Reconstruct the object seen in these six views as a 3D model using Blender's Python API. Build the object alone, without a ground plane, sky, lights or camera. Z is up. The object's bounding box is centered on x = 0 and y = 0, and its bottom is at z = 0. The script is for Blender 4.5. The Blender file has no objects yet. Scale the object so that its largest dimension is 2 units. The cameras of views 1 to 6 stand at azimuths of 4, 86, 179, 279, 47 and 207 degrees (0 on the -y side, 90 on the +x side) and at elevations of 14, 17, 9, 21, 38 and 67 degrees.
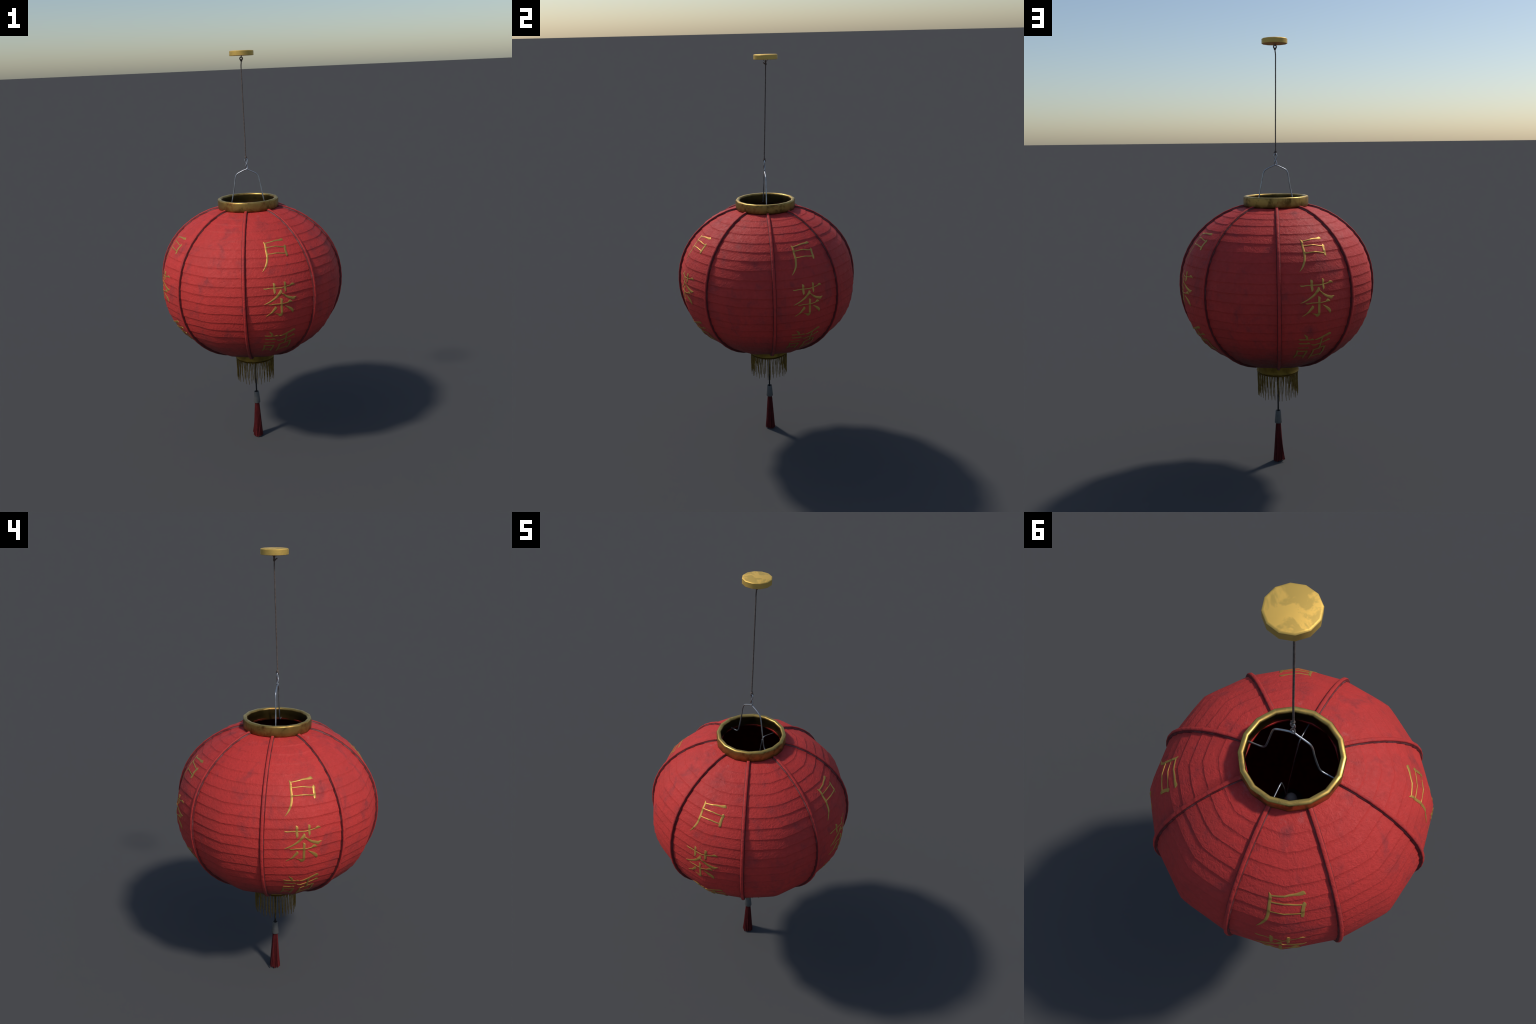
"""Hanging round paper lantern: ceiling cap, cord, wire hanger, brass rings,
faceted red paper shade with eight ribs, brushed characters, fringe and tassel."""
import bpy, math, random
import numpy as np
from mathutils import Vector, Matrix, noise as mnoise

random.seed(7)
TAU = math.tau
COL = bpy.context.scene.collection

# ------------------------------------------------------------------ helpers
def cubic(k, v, x):
    """Natural cubic spline through (k, v) evaluated at x."""
    k, v, x = (np.asarray(q, float) for q in (k, v, x))
    n, h = len(k), np.diff(k)
    A, b = np.eye(n), np.zeros(n)
    for i in range(1, n - 1):
        A[i, i-1], A[i, i], A[i, i+1] = h[i-1], 2 * (h[i-1] + h[i]), h[i]
        b[i] = 6 * ((v[i+1] - v[i]) / h[i] - (v[i] - v[i-1]) / h[i-1])
    m = np.linalg.solve(A, b)
    i = np.clip(np.searchsorted(k, x) - 1, 0, n - 2)
    t, g = x - k[i], h[i]
    return v[i] + t * ((v[i+1] - v[i]) / g - g * (2 * m[i] + m[i+1]) / 6) + t * t * m[i] / 2 + t ** 3 * (m[i+1] - m[i]) / (6 * g)


def new_object(name, mesh, parent=None, mats=()):
    o = bpy.data.objects.new(name, mesh)
    COL.objects.link(o)
    o.parent = parent
    if mesh is not None:
        for m in mats:
            mesh.materials.append(m)
    return o


def mesh_from(name, verts, faces, smooth=True, sharp=None):
    me = bpy.data.meshes.new(name)
    me.from_pydata([tuple(map(float, v)) for v in verts], [], [tuple(int(i) for i in f) for f in faces])
    me.update()
    me.polygons.foreach_set("use_smooth", [smooth] * len(me.polygons))
    if sharp is not None:
        me.set_sharp_from_angle(angle=math.radians(sharp))
    return me


def lathe(name, profile, seg, sharp=40, centre=(0, 0), turn=0.0, closed=True):
    """Revolve a closed (r, z) profile; points with r == 0 become poles."""
    verts, faces, rings = [], [], []
    for r, z in profile:
        if r == 0:
            rings.append([len(verts)] * seg)
            verts.append((centre[0], centre[1], z))
        else:
            rings.append(list(range(len(verts), len(verts) + seg)))
            for i in range(seg):
                a = TAU * i / seg + turn
                verts.append((centre[0] + r * math.sin(a), centre[1] - r * math.cos(a), z))
    n = len(rings)
    for j in range(n if closed else n - 1):
        A, B = rings[j], rings[(j + 1) % n]
        for i in range(seg):
            k = (i + 1) % seg
            f = []
            for q in (A[i], A[k], B[k], B[i]):
                if q not in f:
                    f.append(q)
            if len(f) > 2:
                faces.append(f)
    return mesh_from(name, verts, faces, True, sharp)


def smooth_path(pts, n):
    """Catmull-Rom through the points, n samples per span."""
    P = [Vector(p) for p in pts]
    P = [2 * P[0] - P[1]] + P + [2 * P[-1] - P[-2]]
    out = []
    for i in range(1, len(P) - 2):
        a, b, c, d = P[i-1:i+3]
        for k in range(n):
            t = k / n
            out.append(0.5 * (2 * b + (c - a) * t + (2 * a - 5 * b + 4 * c - d) * t * t + (3 * b - a - 3 * c + d) * t ** 3))
    out.append(P[-2])
    return out


def tube_data(path, radii, seg=8, flat=1.0):
    """Swept tube with parallel-transported frame and closed ends."""
    P = [Vector(p) for p in path]
    if not hasattr(radii, "__len__"):
        radii = [radii] * len(P)
    radii = [float(q) for q in radii]
    T = [(P[min(i + 1, len(P) - 1)] - P[max(i - 1, 0)]).normalized() for i in range(len(P))]
    up = Vector((0.31, 0.95, 0.05))
    if abs(up.dot(T[0])) > 0.9:
        up = Vector((1, 0, 0.1))
    u = (up - T[0] * up.dot(T[0])).normalized()
    verts, faces = [], []
    for i, p in enumerate(P):
        u = (u - T[i] * u.dot(T[i])).normalized()
        w = T[i].cross(u)
        for k in range(seg):
            a = TAU * k / seg
            verts.append(p + radii[i] * (math.cos(a) * u + flat * math.sin(a) * w))
    for i in range(len(P) - 1):
        for k in range(seg):
            l = (k + 1) % seg
            faces.append((i * seg + k, i * seg + l, (i + 1) * seg + l, (i + 1) * seg + k))
    faces.append(tuple(reversed(range(seg))))
    faces.append(tuple(range((len(P) - 1) * seg, len(P) * seg)))
    return verts, faces


def join(parts):
    V, F = [], []
    for v, f in parts:
        b = len(V)
        V += list(v)
        F += [tuple(i + b for i in q) for q in f]
    return V, F

# ------------------------------------------------------------------ materials
class Nodes:
    def __init__(self, name):
        self.m = bpy.data.materials.new(name)
        self.m.use_nodes = True
        self.t = self.m.node_tree
        self.b = self.t.nodes["Principled BSDF"]
        self.co = self.t.nodes.new("ShaderNodeTexCoord").outputs["Object"]

    def put(self, sock, val):
        if isinstance(val, bpy.types.NodeSocket):
            self.t.links.new(val, sock)
        elif hasattr(val, "__len__") and len(val) == 3 and sock.type == "RGBA":
            sock.default_value = (*val, 1)
        else:
            sock.default_value = val

    def set(self, **kw):
        for k, v in kw.items():
            self.put(self.b.inputs[k.replace("_", " ")], v)

    def mapping(self, scale=(1, 1, 1), rot=(0, 0, 0), loc=(0, 0, 0), co=None):
        n = self.t.nodes.new("ShaderNodeMapping")
        self.put(n.inputs["Vector"], co or self.co)
        n.inputs["Scale"].default_value, n.inputs["Rotation"].default_value, n.inputs["Location"].default_value = scale, rot, loc
        return n.outputs[0]

    def noise(self, scale, detail=3, rough=0.5, distort=0.0, co=None, kind="FBM"):
        n = self.t.nodes.new("ShaderNodeTexNoise")
        n.noise_type = kind
        self.put(n.inputs["Vector"], co or self.co)
        n.inputs["Scale"].default_value, n.inputs["Detail"].default_value = scale, detail
        n.inputs["Roughness"].default_value, n.inputs["Distortion"].default_value = rough, distort
        return n.outputs["Fac"]

    def math(self, op, a, b=0.0, c=0.0):
        n = self.t.nodes.new("ShaderNodeMath")
        n.operation = op
        for s, v in zip(n.inputs, (a, b, c)):
            self.put(s, v)
        return n.outputs[0]

    def span(self, x, lo, hi, a=0.0, b=1.0):
        n = self.t.nodes.new("ShaderNodeMapRange")
        n.interpolation_type = "SMOOTHSTEP"
        for s, v in zip(n.inputs, (x, lo, hi, a, b)):
            self.put(s, v)
        return n.outputs[0]

    def mix(self, fac, a, b, blend="MIX"):
        n = self.t.nodes.new("ShaderNodeMix")
        n.data_type, n.blend_type = "RGBA", blend
        self.put(n.inputs[0], fac)
        self.put(n.inputs[6], a)
        self.put(n.inputs[7], b)
        return n.outputs[2]

    def bump(self, height, strength, distance, normal=None):
        n = self.t.nodes.new("ShaderNodeBump")
        n.inputs["Strength"].default_value, n.inputs["Distance"].default_value = strength, distance
        self.put(n.inputs["Height"], height)
        if normal is not None:
            self.put(n.inputs["Normal"], normal)
        return n.outputs[0]

    def xyz(self, co=None):
        n = self.t.nodes.new("ShaderNodeSeparateXYZ")
        self.put(n.inputs[0], co or self.co)
        return n.outputs

    def rand(self):
        return self.t.nodes.new("ShaderNodeObjectInfo").outputs["Random"]

    def pointy(self):
        return self.t.nodes.new("ShaderNodeNewGeometry").outputs["Pointiness"]


def red_paper(name, base, rib=False):
    n = Nodes(name)
    x, y, z = n.xyz()
    shadeof = lambda k, g=1.0: (base[0] * k, base[1] * k * g, base[2] * k * g)
    big = n.noise(6.5, 5, 0.62, 0.3)
    mid = n.noise(13.0, 4, 0.6, 0.5, co=n.mapping((1, 1, 0.7), loc=(2.3, 0.4, 1.1)))
    fine = n.noise(55.0, 4, 0.6)
    fibre = n.noise(1.0, 4, 0.6, co=n.mapping((150, 150, 12)))
    tone = n.mix(n.span(fine, 0.3, 0.7, 0.0, 0.5), base, shadeof(0.84))
    tone = n.mix(n.span(fibre, 0.35, 0.7, 0.0, 0.35), tone, shadeof(0.82, 1.15))
    tone = n.mix(n.span(big, 0.42, 0.66, 0.0, 0.55), tone, shadeof(0.74, 1.2))
    blot = n.math("MULTIPLY", n.span(mid, 0.50, 0.76), n.span(fine, 0.2, 0.7, 0.25, 0.58))
    tone = n.mix(blot, tone, (0.17, 0.036, 0.042))
    # occlusion shadow under each band edge, painted into the red
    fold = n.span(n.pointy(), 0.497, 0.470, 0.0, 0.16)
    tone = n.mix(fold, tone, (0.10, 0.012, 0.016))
    # dark brown tone under the belly and a grey dusting close to the brass collar
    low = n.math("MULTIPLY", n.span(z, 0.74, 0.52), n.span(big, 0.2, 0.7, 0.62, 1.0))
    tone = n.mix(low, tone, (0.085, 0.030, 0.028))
    r = n.math("SQRT", n.math("ADD", n.math("MULTIPLY", x, x), n.math("MULTIPLY", y, y)))
    top = n.math("MULTIPLY", n.span(z, 1.10, 1.2), n.span(r, 0.23, 0.15))
    dust = n.span(n.noise(30.0, 5, 0.7), 0.52, 0.8)
    tone = n.mix(n.math("MULTIPLY", n.math("MULTIPLY", top, dust), 0.32), tone, (0.42, 0.30, 0.30))
    if rib:
        ax = n.math("ABSOLUTE", x)
        tone = n.mix(n.span(ax, 0.0054, 0.0068, 0.0, 0.85), tone, (0.07, 0.010, 0.013))  # rib flanks tinted near black for their contact shadow
        patch = n.span(n.noise(9.0, 3, 0.65, co=n.mapping(loc=(3, 1, 0))), 0.42, 0.62)
        line = n.math("MULTIPLY", n.span(ax, 0.0066, 0.0076), n.span(ax, 0.0091, 0.0084))
        pale_edge = n.math("MULTIPLY", n.math("MULTIPLY", line, patch), n.span(z, 0.70, 1.05, 0.03, 0.32))
        tone = n.mix(pale_edge, tone, (0.40, 0.25, 0.25))
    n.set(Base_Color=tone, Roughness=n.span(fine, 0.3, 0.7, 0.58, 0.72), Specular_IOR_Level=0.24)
    crinkle = n.math("ADD", n.noise(105.0, 3, 0.55, 0.7), n.math("MULTIPLY", n.noise(30.0, 3, 0.5, 1.2), 0.9))
    crease = n.span(n.math("ABSOLUTE", n.math("SUBTRACT", n.noise(18.0, 2, 0.5, 1.5), 0.5)), 0.0, 0.05)
    n.set(Normal=n.bump(n.math("ADD", crinkle, n.math("MULTIPLY", crease, 0.14)), 0.6, 0.003))
    return n.m


def brass(name, base, stain, dark, rough=(0.32, 0.5), stain_amount=1.0, inside=False, metal=0.9, face=None, fade=False):
    n = Nodes(name)
    a = n.noise(16.0, 4, 0.6, 0.5)
    b = n.noise(24.0, 3, 0.6, 0.2, co=n.mapping(loc=(4.2, 1.7, 0.3)))
    tone = n.mix(n.span(a, 0.48, 0.7, 0.0, 0.8 * stain_amount), base, stain)
    tone = n.mix(n.span(b, 0.5, 0.75, 0.0, 0.75 * stain_amount), tone, dark)
    if fade:                                    # gold darkened downward: shade under the belly baked into the colour
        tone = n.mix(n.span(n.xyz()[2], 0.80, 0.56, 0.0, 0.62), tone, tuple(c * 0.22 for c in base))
    if face:                                    # upward faces take a lighter tint than the sides
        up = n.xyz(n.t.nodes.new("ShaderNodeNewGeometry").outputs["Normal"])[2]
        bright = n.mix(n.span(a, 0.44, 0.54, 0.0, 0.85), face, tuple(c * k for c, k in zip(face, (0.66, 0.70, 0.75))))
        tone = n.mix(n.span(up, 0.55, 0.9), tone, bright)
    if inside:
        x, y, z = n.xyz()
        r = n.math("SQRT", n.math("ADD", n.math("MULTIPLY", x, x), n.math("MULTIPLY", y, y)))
        hid = n.math("MULTIPLY", n.span(r, 0.1340, 0.1325), n.span(z, 1.2945, 1.287))  # mask that blackens the inner wall; ring interior's shade drawn in brass
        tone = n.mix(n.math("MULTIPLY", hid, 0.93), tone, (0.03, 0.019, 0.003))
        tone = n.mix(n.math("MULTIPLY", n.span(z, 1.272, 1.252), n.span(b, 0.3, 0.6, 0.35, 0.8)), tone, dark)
    n.set(Base_Color=tone, Metallic=metal, Roughness=n.span(a, 0.35, 0.65, *rough), Specular_IOR_Level=0.5)
    n.set(Normal=n.bump(n.noise(60.0, 3, 0.6), 0.06, 0.003))
    return n.m


def plain(name, base, rough=0.6, metal=0.0, vary=0.0, alt=None, scale=40.0, spec=0.5):
    n = Nodes(name)
    f = n.noise(scale, 3, 0.6)
    alt = alt or tuple(c * 0.6 for c in base)
    tone = n.mix(n.span(f, 0.35, 0.65), base, alt)
    if vary:
        tone = n.mix(n.math("MULTIPLY", n.rand(), vary), tone, tuple(c * 0.35 for c in base))
    n.set(Base_Color=tone, Roughness=rough, Metallic=metal, Specular_IOR_Level=spec)
    return n.m


RED = (0.585, 0.044, 0.038)
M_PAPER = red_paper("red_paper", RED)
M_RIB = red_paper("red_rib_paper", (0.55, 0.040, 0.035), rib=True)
M_LINING = plain("paper_lining", (0.24, 0.009, 0.009), 0.9, alt=(0.18, 0.007, 0.007), spec=0.1)
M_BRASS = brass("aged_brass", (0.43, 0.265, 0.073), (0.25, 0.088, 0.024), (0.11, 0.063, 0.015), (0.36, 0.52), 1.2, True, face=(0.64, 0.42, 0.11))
M_DULL = brass("dull_brass", (0.21, 0.13, 0.022), (0.14, 0.075, 0.014), (0.09, 0.055, 0.009), (0.5, 0.65))
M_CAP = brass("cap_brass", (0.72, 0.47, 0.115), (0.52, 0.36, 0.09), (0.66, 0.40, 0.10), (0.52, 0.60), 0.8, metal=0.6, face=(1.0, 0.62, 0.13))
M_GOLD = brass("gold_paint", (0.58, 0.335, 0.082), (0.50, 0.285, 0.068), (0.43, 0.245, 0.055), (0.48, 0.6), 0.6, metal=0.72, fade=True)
M_WIRE = plain("steel_wire", (0.46, 0.49, 0.53), 0.4, 0.9, alt=(0.34, 0.34, 0.36), scale=25)
M_CORD = plain("brown_cord", (0.14, 0.11, 0.095), 0.85, alt=(0.09, 0.07, 0.06), scale=90, spec=0.2)
M_BLACK = plain("black_cord", (0.012, 0.012, 0.013), 0.55, spec=0.3)
M_FRINGE = plain("gold_thread", (0.23, 0.145, 0.026), 0.75, alt=(0.15, 0.09, 0.015), vary=0.5, scale=60, spec=0.2)
M_SLEEVE = plain("grey_sleeve", (0.105, 0.104, 0.10), 0.55, 0.1, alt=(0.08, 0.08, 0.077), scale=30, spec=0.35)
M_TASSEL = plain("red_thread", (0.145, 0.014, 0.016), 0.7, alt=(0.105, 0.010, 0.011), vary=0.85, scale=50, spec=0.2)
M_SOCKET = plain("black_plastic", (0.01, 0.01, 0.01), 0.4)
M_BULB = plain("frosted_bulb", (0.70, 0.62, 0.54), 0.45, alt=(0.64, 0.57, 0.5))

# ------------------------------------------------------------------ lantern profile
# distance from the point (r = 0, z = 0.865) at equally spaced elevations
SWEEP = np.linspace(-76, 71, 13)
REACH = [0.3685, 0.3852, 0.4011, 0.4171, 0.4332, 0.4463, 0.4538, 0.4571, 0.456, 0.4485, 0.4366, 0.4243, 0.4083]
_q = np.linspace(-76, 71, 4001)
_rho = cubic(SWEEP, REACH, _q)
PR, PZ = _rho * np.cos(np.radians(_q)), 0.865 + _rho * np.sin(np.radians(_q))
PS = np.r_[0, np.cumsum(np.hypot(np.diff(PR), np.diff(PZ)))]
S_END = PS[-1]
_nr, _nz = np.gradient(PZ, PS), -np.gradient(PR, PS)
# heights of the overlapping paper bands' lower edges
EDGE_Z = [0.5155, 0.528, 0.548, 0.574, 0.6016, 0.636, 0.6732, 0.7128, 0.7536, 0.794, 0.8372, 0.8812, 0.924,
          0.9656, 1.0064, 1.0488, 1.0868, 1.1224, 1.156, 1.1872, 1.2124, 1.2324]
EDGE_S = np.interp(EDGE_Z, PZ, PS)
LIP = 0.0021            # how far a band stands proud of the next one at its lower edge
SINK = 0.0075           # ribs press the paper in by this much


def wobble(az, k, f=1.0):
    """Hand-pasted edges wander a little; repeats every quarter turn."""
    q = 4 * az
    return 0.0012 * math.sin(q + 2.1 * k) * f + 0.0006 * math.sin(3 * q + 1.3 * k * k) * f + 0.0005 * math.sin(7 * q + 0.7 * k) * f \
        - 0.0011 * min(1, max(0, (k - 9) / 6)) * (1 - math.cos(16 * az))      # upper edges sag between the folds


def band_offset(s, edges):
    """Saw-tooth relief: grows toward a band's lower edge, then steps in."""
    e = np.r_[-0.03, edges, S_END + 0.03]
    i = np.clip(np.searchsorted(e, s) - 1, 0, len(e) - 2)
    u = (s - e[i]) / (e[i + 1] - e[i])          # 0 at lower edge, 1 at upper edge
    gap = e[i + 1] - e[i]
    lipw = 0.0105 / gap
    saw = np.where(u > 1 - lipw, (u - (1 - lipw)) / lipw, 0.0) ** 2.4     # recess tucked under the edge above
    body = (1 - np.clip(u / (1 - lipw), 0, 1)) ** 1.15
    amp = LIP * np.clip(gap / 0.040, 0.35, 1.0)
    return amp * (np.where(u > 1 - lipw, saw, body) - 0.45)


def facet(az):
    """Flat facets between 16 corners: radius factor and blend (0 at rib, 1 mid panel)."""
    step = TAU / 16
    k = math.floor(az / step + 1e-9)
    return k, (az - k * step) / step


def shade_point(az, s, extra=0.0):
    """Point on the paper at azimuth az (facet-linear) and arc length s (arrays)."""
    k, f = facet(az)
    step = TAU / 16
    edges = np.array([e + wobble(az, i) for i, e in enumerate(EDGE_S)])
    off = band_offset(s, edges) + extra
    r, z = np.interp(s, PS, PR), np.interp(s, PS, PZ)
    nr, nz = np.interp(s, PS, _nr), np.interp(s, PS, _nz)
    fade = np.clip(r / 0.2, 0.3, 1)
    def corner(j):
        a = j * step
        rr = r - SINK * fade if j % 2 == 0 else r * 1.003
        return rr * math.sin(a), -rr * math.cos(a)
    x0, y0 = corner(k)
    x1, y1 = corner(k + 1)
    x, y = x0 + (x1 - x0) * f, y0 + (y1 - y0) * f
    m = f if k % 2 == 1 else 1 - f              # 0 at mid panel
    if m < 0.3:                                 # the fold down the panel is slightly rounded
        d = 1 - 0.0042 * (1 - m / 0.3) ** 2
        x, y = x * d, y * d
    ca, sa = math.cos(az), math.sin(az)
    return np.stack([x + off * nr * sa, y - off * nr * ca, z + off * nz], -1), off, nr, nz, r

# ------------------------------------------------------------------ root
root = bpy.data.objects.new("hanging_paper_lantern", None)
COL.objects.link(root)
root["label"] = "round red paper lantern with gold characters, brass rings and tassel"
root["category"] = "paper lantern"

# ------------------------------------------------------------------ paper shade
def build_shade():
    # rows: dense at every band edge
    rows = set()
    e = np.r_[0.0, EDGE_S, S_END]
    for a, b in zip(e[:-1], e[1:]):
        for t in np.linspace(0, 1, 7)[:-1]:
            rows.add(round(a + t * (b - a), 6))
    for c in EDGE_S:
        for d in (-0.0125, -0.0105, -0.0088, -0.0072, -0.0058, -0.0046, -0.0036, -0.0028, -0.0020, -0.0012, -0.0005, 0.0006, 0.0016, 0.0030, 0.0050):
            rows.add(round(c + d, 6))
    rows.add(round(S_END, 6))
    s = np.array(sorted(q for q in rows if 0 <= q <= S_END))
    cols = 16 * 14
    grid, nor = [], []
    for c in range(cols):
        az = TAU * c / cols
        # rows slide along with the wandering edges so that lips stay crisp
        sh = np.array([wobble(az, i) for i in range(len(EDGE_S))])
        si = np.clip(s + np.interp(s, np.r_[0, EDGE_S, S_END], np.r_[0, sh, 0]), 0, S_END)
        und = np.array([0.0009 * mnoise.noise(Vector((math.sin(az * 4) * 1.3, math.cos(az * 4) * 1.3, v * 16))) for v in si])
        P, off, nr, nz, r = shade_point(az, si, und)
        grid.append(P)
        # shading normal of the same relief on a perfectly round shade
        R, Z = np.interp(si, PS, PR) + off * nr, np.interp(si, PS, PZ) + off * nz
        dR, dZ = np.gradient(R), np.gradient(Z)
        L = np.hypot(dR, dZ) + 1e-12
        nor.append(np.stack([dZ / L * math.sin(az), -dZ / L * math.cos(az), -dR / L], -1))
    grid, nor = np.array(grid), np.array(nor)
    m = len(s)
    V = grid.reshape(-1, 3)
    N = nor.reshape(-1, 3)
    F = []
    for c in range(cols):
        d = (c + 1) % cols
        for j in range(m - 1):
            F.append((c * m + j, d * m + j, d * m + j + 1, c * m + j + 1))
    nf = len(F)
    # inner lining 2.5 mm inside, coarser
    js = list(range(0, m, 6)) + ([m - 1] if (m - 1) % 6 else [])
    base, cs = len(V), list(range(0, cols, 7))
    inner = np.array([grid[c, j] - 0.0045 * nor[c, j] for c in cs for j in js])
    q = len(js)
    for ci in range(len(cs)):
        di = (ci + 1) % len(cs)
        for j in range(q - 1):
            F.append((base + ci * q + j + 1, base + di * q + j + 1, base + di * q + j, base + ci * q + j))
    N = np.vstack([N, np.array([-nor[c, j] for c in cs for j in js])])
    me = mesh_from("paper_shade", np.vstack([V, inner]), F)
    me.materials.append(M_PAPER)
    me.materials.append(M_LINING)
    me.polygons.foreach_set("material_index", [0] * nf + [1] * (len(F) - nf))
    me.normals_split_custom_set_from_vertices([tuple(v) for v in N])
    return new_object("paper_shade", me, root)


shade = build_shade()

# ------------------------------------------------------------------ ribs
def build_rib_mesh():
    s0, s1 = 0.0, S_END - 0.012
    s = np.unique(np.r_[np.linspace(s0, s1, 160), *[EDGE_S + d for d in (-0.0018, -0.0006, 0.0008, 0.003)]])
    s = s[(s >= s0) & (s <= s1)]
    _, off, nr, nz, r = shade_point(0.0, s)
    R, Z = np.interp(s, PS, PR), np.interp(s, PS, PZ)
    fade = np.clip(R / 0.2, 0.3, 1)
    sect = [(-0.0106, -0.003), (-0.0097, 0.0008), (-0.0082, 0.0042), (-0.0068, 0.0080), (-0.0056, 0.0094), (-0.0030, 0.0102), (0, 0.0104)]
    sect = sect + [(-a, b) for a, b in reversed(sect[:-1])]
    V, F = [], []
    for j in range(len(s)):
        w = 0.9 if s[j] > 0.03 else 0.78 + 0.12 * s[j] / 0.03
        for a, b in sect:
            h = -SINK * fade[j]
            px, pr, pz = a * w, R[j] + h + (b + off[j] * 0.4) * nr[j], Z[j] + (b + off[j] * 0.4) * nz[j]
            V.append((px, -pr, pz))
    k = len(sect)
    for j in range(len(s) - 1):
        for i in range(k - 1):
            F.append((j * k + i, j * k + i + 1, (j + 1) * k + i + 1, (j + 1) * k + i))
    F.append(tuple(reversed(range(k))))
    F.append(tuple(range((len(s) - 1) * k, len(s) * k)))
    me = mesh_from("rib", V, F, True, 60)
    me.materials.append(M_RIB)
    return me


rib_mesh = build_rib_mesh()
for i in range(8):
    o = new_object("rib", rib_mesh, root)
    o.rotation_euler[2] = TAU * i / 8

# ------------------------------------------------------------------ brushed characters
# a stroke is a brush path: (place across panel 0..1, arc length, brush width)
DOOR = [
    [(0.362, .8573, .0046), (0.448, .8625, .0052), (0.526, .8671, .0066), (0.611, .8670, .0078), (0.664, .8669, .0117), (0.688, .8672, .0147), (0.717, .8615, .0009)],
    [(0.336, .8660, .0011), (0.349, .8600, .0066), (0.357, .8505, .0085), (0.356, .8344, .0086), (0.356, .8158, .0090), (0.357, .8002, .0098), (0.354, .7873, .0092), (0.344, .7682, .0088), (0.334, .7581, .0083), (0.311, .7418, .0071), (0.288, .7300, .0048), (0.260, .7187, .0008)],
    [(0.362, .8339, .0042), (0.435, .8362, .0042), (0.515, .8379, .0046), (0.590, .8327, .0046), (0.675, .8275, .0043)],
    [(0.694, .8362, .0029), (0.694, .8278, .0140), (0.687, .8194, .0102), (0.679, .8038, .0108), (0.677, .7907, .0112), (0.674, .7810, .0085)],
    [(0.362, .8001, .0046), (0.429, .8014, .0044), (0.513, .8035, .0050), (0.585, .7992, .0050), (0.668, .7946, .0046)],
]
TEA = [
    [(0.252, .6510, .0010), (0.270, .6484, .0054), (0.330, .6499, .0045), (0.380, .6499, .0043), (0.450, .6500, .0043), (0.529, .6509, .0043), (0.595, .6529, .0046), (0.627, .6543, .0052), (0.655, .6575, .0111), (0.671, .6573, .0100), (0.703, .6522, .0008)],
    [(0.384, .6731, .0029), (0.397, .6677, .0112), (0.398, .6611, .0104), (0.397, .6457, .0103), (0.399, .6337, .0103), (0.398, .6290, .0086), (0.388, .6235, .0015)],
    [(0.536, .6749, .0034), (0.548, .6700, .0116), (0.549, .6633, .0100), (0.546, .6502, .0096), (0.549, .6381, .0096), (0.547, .6334, .0075), (0.538, .6290, .0012)],
    [(0.475, .6412, .0049), (0.479, .6346, .0120), (0.463, .6259, .0113), (0.441, .6162, .0101), (0.416, .6077, .0089), (0.377, .5977, .0074), (0.335, .5889, .0062), (0.290, .5813, .0050), (0.252, .5763, .0012)],
    [(0.485, .6285, .0024), (0.513, .6193, .0063), (0.551, .6092, .0084), (0.593, .6006, .0104), (0.636, .5949, .0121), (0.662, .5919, .0140), (0.681, .5944, .0090), (0.710, .5963, .0011)],
    [(0.312, .5760, .0010), (0.328, .5736, .0054), (0.376, .5753, .0047), (0.428, .5760, .0044), (0.463, .5761, .0042), (0.498, .5761, .0044), (0.548, .5767, .0046), (0.576, .5778, .0061), (0.602, .5815, .0138), (0.615, .5812, .0103), (0.643, .5753, .0007)],
    [(0.467, .6022, .0029), (0.481, .5961, .0117), (0.480, .5889, .0097), (0.480, .5718, .0099), (0.480, .5471, .0100), (0.481, .5333, .0100), (0.480, .5250, .0106)],
    [(0.396, .5301, .0010), (0.421, .5278, .0040), (0.443, .5246, .0087), (0.459, .5223, .0145), (0.478, .5251, .0116), (0.492, .5292, .0040)],
    [(0.393, .5645, .0036), (0.401, .5588, .0126), (0.384, .5505, .0103), (0.360, .5404, .0080), (0.333, .5316, .0060), (0.302, .5240, .0037), (0.273, .5183, .0008)],
    [(0.529, .5658, .0012), (0.562, .5579, .0061), (0.598, .5492, .0111), (0.625, .5415, .0130), (0.642, .5343, .0125), (0.648, .5276, .0085), (0.645, .5228, .0020)],
]
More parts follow.
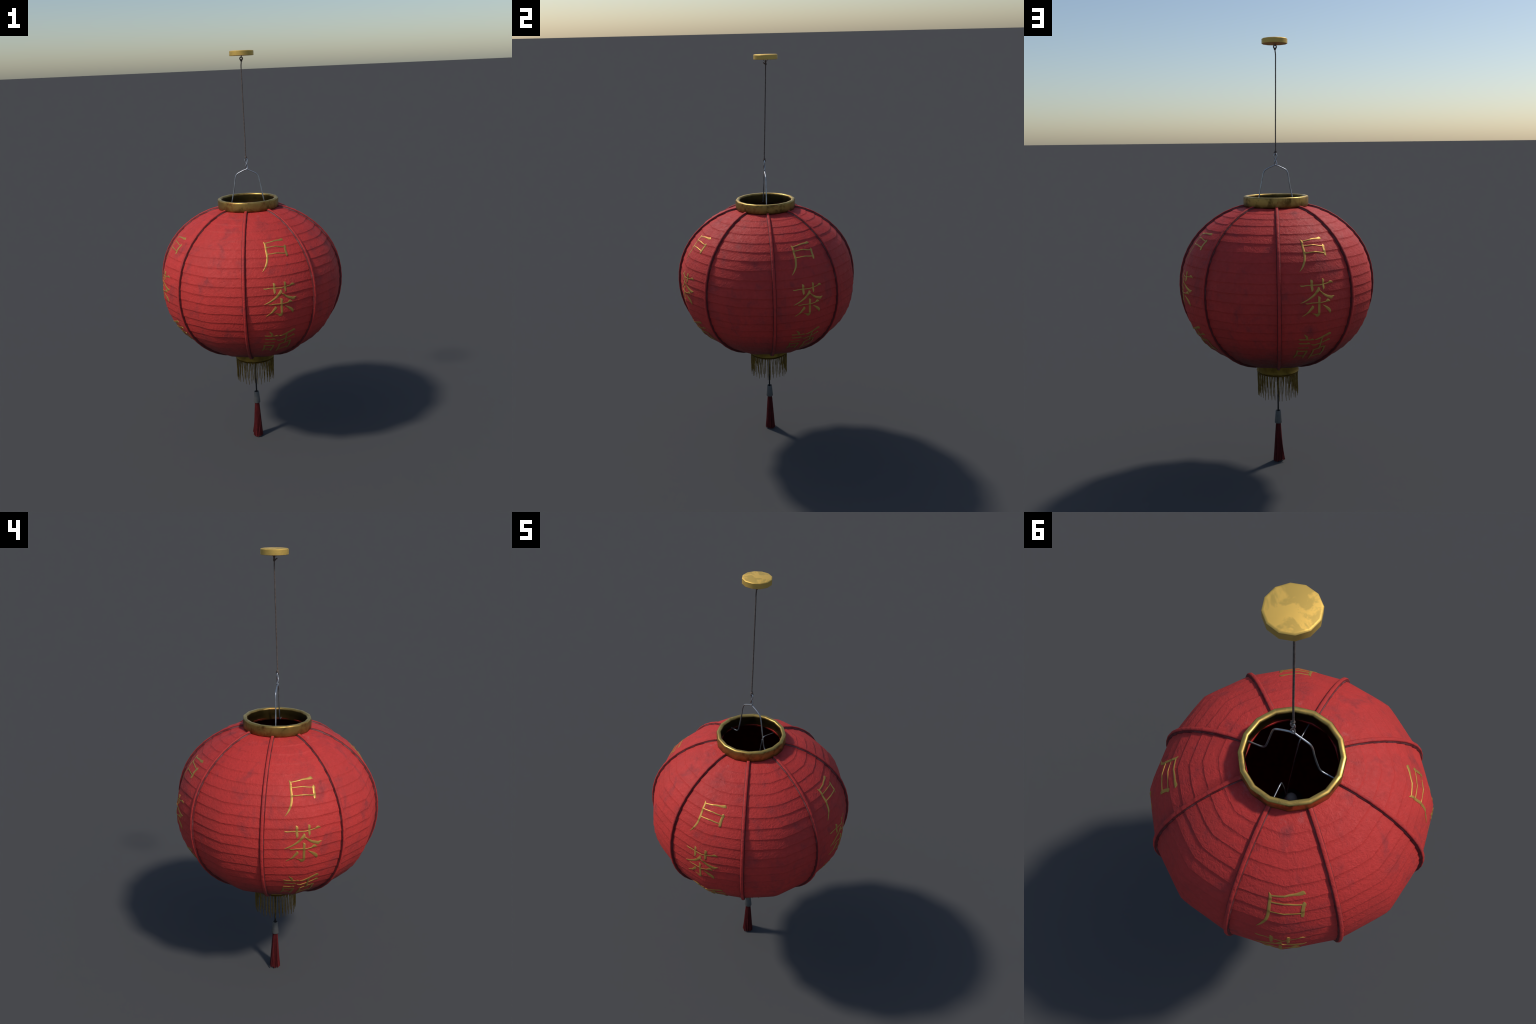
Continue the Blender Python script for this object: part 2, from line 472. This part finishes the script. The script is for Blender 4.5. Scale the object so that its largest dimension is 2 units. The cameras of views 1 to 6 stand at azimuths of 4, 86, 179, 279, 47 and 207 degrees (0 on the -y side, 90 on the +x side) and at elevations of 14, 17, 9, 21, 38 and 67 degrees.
TALK = [
    [(0.322, .4313, .0015), (0.339, .4248, .0060), (0.356, .4183, .0096), (0.366, .4106, .0096), (0.367, .4056, .0087), (0.364, .4010, .0060)],
    [(0.257, .4088, .0011), (0.272, .4059, .0066), (0.321, .4038, .0060), (0.376, .4017, .0055), (0.416, .4009, .0062), (0.435, .4022, .0104), (0.445, .4024, .0100), (0.469, .3968, .0009)],
    [(0.266, .3837, .0010), (0.282, .3813, .0066), (0.332, .3797, .0059), (0.377, .3782, .0060), (0.396, .3794, .0095), (0.407, .3796, .0085), (0.430, .3738, .0010)],
    [(0.261, .3570, .0011), (0.282, .3541, .0066), (0.335, .3530, .0060), (0.381, .3517, .0066), (0.398, .3529, .0100), (0.407, .3529, .0089), (0.429, .3468, .0010)],
    [(0.261, .3382, .0048), (0.267, .3318, .0080), (0.268, .3183, .0080), (0.262, .3042, .0086), (0.251, .2893, .0088), (0.241, .2795, .0060)],
    [(0.270, .3324, .0062), (0.329, .3299, .0062), (0.402, .3283, .0066)],
    [(0.404, .3334, .0035), (0.412, .3266, .0106), (0.405, .3166, .0090), (0.401, .3006, .0088), (0.395, .2833, .0092), (0.390, .2736, .0060)],
    [(0.266, .2966, .0070), (0.327, .2937, .0070), (0.395, .2905, .0070)],
    [(0.470, .4037, .0010), (0.496, .4031, .0056), (0.538, .4059, .0070), (0.587, .4100, .0088), (0.634, .4154, .0100), (0.675, .4194, .0110), (0.707, .4226, .0120), (0.730, .4180, .0042)],
    [(0.443, .3747, .0010), (0.464, .3705, .0060), (0.507, .3695, .0058), (0.551, .3722, .0056), (0.585, .3734, .0055), (0.621, .3763, .0056), (0.664, .3799, .0058), (0.699, .3835, .0072), (0.718, .3861, .0112), (0.730, .3862, .0100), (0.762, .3831, .0012)],
    [(0.594, .4121, .0086), (0.593, .3988, .0090), (0.598, .3827, .0090), (0.600, .3688, .0090), (0.604, .3526, .0090), (0.611, .3350, .0088)],
    [(0.501, .3372, .0058), (0.511, .3323, .0098), (0.513, .3188, .0095), (0.513, .3011, .0100), (0.512, .2819, .0100), (0.505, .2657, .0060)],
    [(0.512, .3345, .0064), (0.571, .3384, .0064), (0.627, .3432, .0064), (0.700, .3446, .0066)],
    [(0.720, .3472, .0085), (0.714, .3432, .0115), (0.713, .3332, .0100), (0.723, .3144, .0104), (0.730, .2962, .0108), (0.732, .2838, .0104), (0.723, .2768, .0060)],
    [(0.525, .2835, .0080), (0.605, .2869, .0080), (0.720, .2889, .0080)],
]


def panel_width(s):
    return np.interp(s, PS, PR) * 2 * math.tan(TAU / 16) * math.cos(TAU / 16) * 1.01


def on_shade(t, s, lift):
    """Place on the paper of the first panel: t across it, s along it."""
    half = TAU / 16
    # t is linear along the two flat facets
    if t <= 0.5:
        az_k, f = 0, t / 0.5
    else:
        az_k, f = 1, (t - 0.5) / 0.5
    az = (az_k + min(f, 0.999999)) * half
    P, off, nr, nz, r = shade_point(az, np.array([s]))
    n = Vector((float(nr[0]) * math.sin(az), -float(nr[0]) * math.cos(az), float(nz[0])))
    return Vector(P[0].tolist()) + n * float(lift)


def stroke_data(path, lift):
    """Brush stroke as a low bevelled ridge that follows the paper."""
    pts = np.array(path)
    W0 = panel_width(pts[:, 1])
    xy = np.c_[(pts[:, 0] - 0.5), pts[:, 1]]
    seg = np.hypot(np.diff(xy[:, 0]) * W0[:-1], np.diff(xy[:, 1]))
    d = np.r_[0, np.cumsum(seg)]
    # keep the corner points, add points so that no span is longer than 3 mm
    q = np.unique(np.concatenate([np.linspace(a, b, max(2, int((b - a) / 0.003) + 2)) for a, b in zip(d[:-1], d[1:])]).round(7))
    if len(pts) > 3:
        tt = cubic(d, pts[:, 0], q)
        ss = cubic(d, pts[:, 1], q)
    else:
        tt, ss = np.interp(q, d, pts[:, 0]), np.interp(q, d, pts[:, 1])
    ww = np.interp(q, d, pts[:, 2])
    Wq = panel_width(ss)
    tx, ty = np.gradient(tt, q) * Wq, np.gradient(ss, q)
    L = np.hypot(tx, ty)
    nx, ny = -ty / L, tx / L
    V, F = [], []
    prof = [(-1.0, -0.0035), (-1.0, 0.0), (-0.55, 0.0007), (0.55, 0.0007), (1.0, 0.0), (1.0, -0.0035)]
    k = len(prof)
    for i in range(len(q)):
        for a, h in prof:
            off = a * ww[i] / 2
            V.append(on_shade(tt[i] + off * nx[i] / Wq[i], ss[i] + off * ny[i], lift + (h * min(1, ww[i] / 0.005) if h > 0 else h)))
    for i in range(len(q) - 1):
        for j in range(k):
            l = (j + 1) % k
            F.append((i * k + j, i * k + l, (i + 1) * k + l, (i + 1) * k + j))
    F.append(tuple(reversed(range(k))))
    F.append(tuple(range((len(q) - 1) * k, len(q) * k)))
    return V, F


import bmesh
def character_mesh(name, strokes, slide):
    paths = [[(t, q + slide, w) for t, q, w in st] for st in strokes]
    V, F = join([stroke_data(st, 0.0007 + 0.00009 * i) for i, st in enumerate(paths)])
    me = mesh_from(name, V, F, True)
    bm = bmesh.new()
    bm.from_mesh(me)
    bmesh.ops.recalc_face_normals(bm, faces=bm.faces)
    bm.to_mesh(me)
    bm.free()
    me.set_sharp_from_angle(angle=math.radians(50))
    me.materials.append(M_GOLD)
    return me


# the top character sits a little higher or lower from panel to panel
DOOR_SLIDE = (0.0075, 0.0, -0.0105, -0.0075)
tea_mesh, talk_mesh = character_mesh("tea_character", TEA, 0), character_mesh("talk_character", TALK, 0)
for i in range(4):
    for name, me in (("door_character", character_mesh("door_character", DOOR, DOOR_SLIDE[i])), ("tea_character", tea_mesh), ("talk_character", talk_mesh)):
        o = new_object(name, me, shade)
        o.rotation_euler[2] = TAU * i / 4

# ------------------------------------------------------------------ brass rings and cap
collar = lathe("top_ring", [(0.1470, 1.2490), (0.1500, 1.2520), (0.1505, 1.2560), (0.1506, 1.2900), (0.1500, 1.2935), (0.1470, 1.2970),
                            (0.1365, 1.2970), (0.1335, 1.2945), (0.1322, 1.2900), (0.1322, 1.2440), (0.1360, 1.2420)], 16, 60)
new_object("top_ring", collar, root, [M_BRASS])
foot = lathe("bottom_ring", [(0.0930, 0.5080), (0.0975, 0.5060), (0.0980, 0.4760), (0.1000, 0.4660), (0.1016, 0.4630), (0.0968, 0.4612), (0.0968, 0.4600),
                             (0.1006, 0.4585), (0.1000, 0.4550), (0.0975, 0.4530), (0.0915, 0.4530), (0.0900, 0.4560), (0.0900, 0.5080)], 32, 45)
new_object("bottom_ring", foot, root, [M_DULL])
plate = lathe("base_plate", [(0, 0.4740), (0.0895, 0.4740), (0.0915, 0.4725), (0.0915, 0.4680), (0.0895, 0.4665), (0, 0.4665)], 32, 40, closed=False)
new_object("base_plate", plate, root, [M_SOCKET])
CX, CY = -0.001, 0.0168
cap = lathe("ceiling_cap", [(0, 2.0000), (0.0530, 1.9998), (0.0562, 1.9990), (0.0579, 1.9970), (0.0579, 1.9775), (0.0570, 1.9764), (0, 1.9764)], 12, 38, (CX, CY), closed=False)
cap_o = new_object("ceiling_cap", cap, root, [M_CAP])

# staple under the cap
st = smooth_path([(CX, CY - 0.0135, 1.985), (CX, CY - 0.0132, 1.978), (CX, CY - 0.0075, 1.9705), (CX, CY - 0.003, 1.9672), (CX, CY + 0.003, 1.9672), (CX, CY + 0.0075, 1.9705), (CX, CY + 0.0132, 1.978), (CX, CY + 0.0135, 1.985)], 5)
new_object("staple", mesh_from("staple", *tube_data(st, 0.0013, 8)), cap_o, [M_WIRE])

# ------------------------------------------------------------------ cord from cap to hanger
def helix_knot(centre, rad, tall, turns, wire, axis="z"):
    pts = []
    n = int(14 * turns)
    for i in range(n + 1):
        a = TAU * turns * i / n
        h = tall * (i / n - 0.5)
        c, s_ = rad * math.cos(a), rad * math.sin(a)
        pts.append(Vector(centre) + (Vector((c, s_, h)) if axis == "z" else Vector((c, h, s_))))
    return tube_data(pts, wire, 7)


X0 = CX - 0.002
main = smooth_path([(X0, CY, 1.9555), (X0 - 0.0005, CY, 1.945), (X0 - 0.0022, CY - 0.0005, 1.925), (X0 - 0.0018, CY - 0.002, 1.88), (X0 - 0.0005, CY - 0.007, 1.75), (-0.0015, 0.004, 1.60), (-0.0012, 0.0005, 1.52), (-0.0012, 0.0003, 1.496)], 8)
loop_top = [(X0 + 0.0062 * math.sin(a) , CY + 0.0012 * math.sin(a * 0.5), 1.9630 - 0.0072 * math.cos(a)) for a in np.linspace(0.15, TAU - 0.15, 26)]
tail_top = smooth_path([(X0 + 0.001, CY + 0.001, 1.9570), (X0 + 0.003, CY - 0.003, 1.9565), (X0 + 0.0045, CY - 0.0085, 1.9595), (X0 + 0.0048, CY - 0.0115, 1.9612)], 5)
loop_low = [(-0.0005 + 0.0012 * math.sin(a), 0.0006 + 0.0046 * math.sin(a), 1.4905 - 0.0068 * math.cos(a)) for a in np.linspace(0, TAU, 24)]
tail_low = smooth_path([(-0.001, -0.001, 1.4965), (0.002, -0.0015, 1.4955), (0.0050, -0.001, 1.4948), (0.0066, 0.0003, 1.4952)], 5)
tail_low2 = smooth_path([(-0.001, 0.001, 1.4985), (-0.003, 0.002, 1.5000), (-0.0045, 0.003, 1.5025)], 4)
C = 0.0027
cord_parts = [tube_data(main, C, 8), tube_data(loop_top, 0.0028, 8), tube_data(tail_top, 0.0026, 8), helix_knot((X0, CY, 1.9550), 0.0032, 0.0075, 2.6, 0.0023),
              tube_data(loop_low, 0.0019, 8), tube_data(tail_low, 0.0018, 8), tube_data(tail_low2, 0.0018, 8), helix_knot((-0.0012, 0.0004, 1.4985), 0.0031, 0.0066, 2.3, 0.0022)]
new_object("hanging_cord", mesh_from("hanging_cord", *join(cord_parts), True, 60), root, [M_CORD])

# ------------------------------------------------------------------ wire hanger with twisted eye
W = 0.0028
arm_a = smooth_path([(0.152, -0.0015, 1.2455), (0.1411, -0.0013, 1.2505), (0.112, -0.001, 1.2540), (0.0985, -0.0008, 1.2562), (0.0895, -0.0005, 1.2605), (0.0838, -0.0002, 1.2700), (0.0785, 0.0000, 1.2880),
                     (0.0675, 0.0008, 1.345), (0.0600, 0.0012, 1.385), (0.0555, 0.0011, 1.4030), (0.0490, 0.0010, 1.4140), (0.0385, 0.0007, 1.4210), (0.0260, 0.0005, 1.4275), (0.0120, 0.0002, 1.4335), (0.0040, 0.0004, 1.4368), (-0.0008, 0.0024, 1.4385)], 6)
arm_b = smooth_path([(-0.150, -0.0030, 1.2500), (-0.1313, -0.0030, 1.2535), (-0.1080, -0.0035, 1.2570), (-0.0950, -0.0038, 1.2595), (-0.0865, -0.0040, 1.2640), (-0.0810, -0.0040, 1.2730), (-0.0760, -0.0038, 1.2900),
                     (-0.0648, -0.0020, 1.345), (-0.0592, -0.0008, 1.384), (-0.0550, 0.0003, 1.4030), (-0.0488, 0.0008, 1.4142), (-0.0385, 0.0008, 1.4212), (-0.0260, 0.0005, 1.4275), (-0.0120, 0.0000, 1.4340), (0.0005, -0.0022, 1.4385), (0.0044, -0.0008, 1.4435),
                     (0.0034, 0.0014, 1.4530), (0.0000, 0.0014, 1.4620), (-0.0048, 0.0014, 1.4715), (-0.0058, 0.0012, 1.4800), (-0.0036, 0.0010, 1.4868), (0.0002, 0.0006, 1.4892),
                     (0.0042, 0.0002, 1.4862), (0.0056, -0.0004, 1.4790), (0.0040, -0.0016, 1.4700), (0.0000, -0.0030, 1.4615), (-0.0040, -0.0018, 1.4510), (-0.0056, 0.0010, 1.4440), (-0.0040, 0.0028, 1.4405)], 6)
new_object("wire_hanger", mesh_from("wire_hanger", *join([tube_data(arm_a, W, 8), tube_data(arm_b, W, 8)]), True, 60), root, [M_WIRE])

# inner support wires that carry the lamp holder
sup = [smooth_path([(0.000, 0.178, 1.2280), (0.000, 0.150, 1.2330), (0.0002, 0.100, 1.2400), (0.0004, 0.0760, 1.2415), (0.001, 0.0660, 1.2330), (0.002, 0.0600, 1.215), (0.008, 0.032, 1.10), (0.015, 0.008, 0.985), (0.0165, 0.002, 0.955)], 6),
       smooth_path([(0.004, -0.190, 1.2220), (0.007, -0.165, 1.2270), (0.009, -0.120, 1.2340), (0.0105, -0.0860, 1.2350), (0.012, -0.0730, 1.2240), (0.013, -0.0680, 1.205), (0.015, -0.042, 1.10), (0.0165, -0.008, 0.985), (0.0150, 0.001, 0.950)], 6)]
new_object("support_wire", mesh_from("support_wire", *join([tube_data(p, 0.0022, 8) for p in sup]), True, 60), root, [M_WIRE])
holder = lathe("lamp_holder", [(0, 0.935), (0.030, 0.935), (0.040, 0.930), (0.040, 0.900), (0.022, 0.880), (0.018, 0.830), (0, 0.830)], 24, 40, closed=False)
holder_o = new_object("lamp_holder", holder, root, [M_SOCKET])
bulb = lathe("bulb", [(0, 0.968), (0.008, 0.9665), (0.015, 0.961), (0.0195, 0.952), (0.021, 0.943), (0.021, 0.9352), (0, 0.9352)], 24, 60, closed=False)
new_object("bulb", bulb, holder_o, [M_BULB])

# ------------------------------------------------------------------ fringe
rnd = random.Random(21)
fringe = bpy.data.objects.new("fringe", None)
COL.objects.link(fringe)
fringe.parent = root


def strand_mesh(length, i):
    sway, lean, hook = rnd.uniform(-0.0015, 0.0018), rnd.uniform(-0.0015, 0.0042), rnd.uniform(-0.0012, 0.0012)
    inward = rnd.uniform(-0.001, 0.003)
    P, n = [], 12
    for k in range(n + 1):
        t = k / n
        P.append((lean * t ** 1.5 + sway * math.sin(math.pi * t) + hook * max(0, t - 0.75) * 3, inward * t * t + 0.0008 * math.sin(5 * t + i), -length * t))
    rad = [0.0019 * (1.0 if t < 10 else 1.0 - 0.22 * (t - 10)) * (1 + 0.12 * math.sin(2.1 * t + i)) for t in range(n + 1)]
    me = mesh_from("fringe_strand", *tube_data(P, rad, 6), True, 60)
    me.materials.append(M_FRINGE)
    return me


long_m = [strand_mesh(rnd.uniform(0.111, 0.124), i) for i in range(12)]
short_m = [strand_mesh(rnd.uniform(0.084, 0.096), i + 20) for i in range(12)]
NS = 72
for i in range(NS):
    a = TAU * (i + rnd.uniform(-0.22, 0.22)) / NS
    me = rnd.choice(long_m if i % 2 == 0 else short_m)
    o = new_object("fringe_strand", me, fringe)
    r = 0.0955 if i % 2 == 0 else 0.0935
    o.location = (r * math.sin(a), -r * math.cos(a), 0.4545)
    o.rotation_euler[2] = a

# ------------------------------------------------------------------ tassel
tassel = bpy.data.objects.new("tassel", None)
COL.objects.link(tassel)
tassel.parent = root
drop = smooth_path([(0.0, 0.0, 0.835), (0.0008, 0.0, 0.60), (0.0003, 0.0003, 0.42), (-0.0002, 0.0, 0.33), (0, 0, 0.247)], 6)
new_object("tassel_cord", mesh_from("tassel_cord", *tube_data(drop, 0.0037, 10), True, 60), tassel, [M_BLACK])
sleeve = lathe("tassel_sleeve", [(0, 0.2490), (0.0092, 0.2490), (0.0104, 0.2545), (0.0118, 0.2550), (0.0126, 0.2540), (0.0177, 0.1960), (0.0176, 0.1940), (0.0158, 0.1925), (0, 0.1925)], 16, 45, closed=False)
new_object("tassel_sleeve", sleeve, tassel, [M_SLEEVE])
trnd = random.Random(5)
threads = []
for i in range(16):
    a = TAU * (i + trnd.uniform(-0.12, 0.12)) / 16
    flare = 0.0212 + trnd.uniform(-0.0012, 0.0014)
    zb = 0.0 if i % 6 == 0 else trnd.uniform(0.0, 0.006)
    c, s_ = math.sin(a), -math.cos(a)
    P = [(r * c, r * s_, z) for r, z in ((0.0094, 0.200), (0.0118, 0.165), (0.0154, 0.11), (0.0186, 0.06), (flare + 0.0006, 0.015), (flare + 0.0010, zb))]
    me = mesh_from("tassel_thread", *tube_data(smooth_path(P, 3), np.linspace(0.0021, 0.0037, 16), 6, 0.9), True, 50)
    new_object("tassel_thread", me, tassel, [M_TASSEL])
for i in range(9):      # inner threads close the skirt
    a, q = TAU * (i + 0.5) / 9, 0.0115
    c, s_ = math.sin(a), -math.cos(a)
    P = [(0.005 * c, 0.005 * s_, 0.200), (0.0065 * c, 0.0065 * s_, 0.12), (q * c, q * s_, 0.02), (q * c, q * s_, trnd.uniform(0.001, 0.005))]
    me = mesh_from("tassel_thread", *tube_data(smooth_path(P, 3), np.linspace(0.0028, 0.0058, 10), 6), True, 50)
    new_object("tassel_thread", me, tassel, [M_TASSEL])
P = [(-0.0085, 0.0055, 0.198), (-0.0125, 0.0080, 0.13), (-0.0205, 0.0125, 0.06), (-0.0262, 0.0152, 0.022), (-0.0282, 0.0160, 0.009)]
new_object("tassel_thread", mesh_from("tassel_thread", *tube_data(smooth_path(P, 3), np.linspace(0.0021, 0.0034, 13), 6, 0.8), True, 50), tassel, [M_TASSEL])
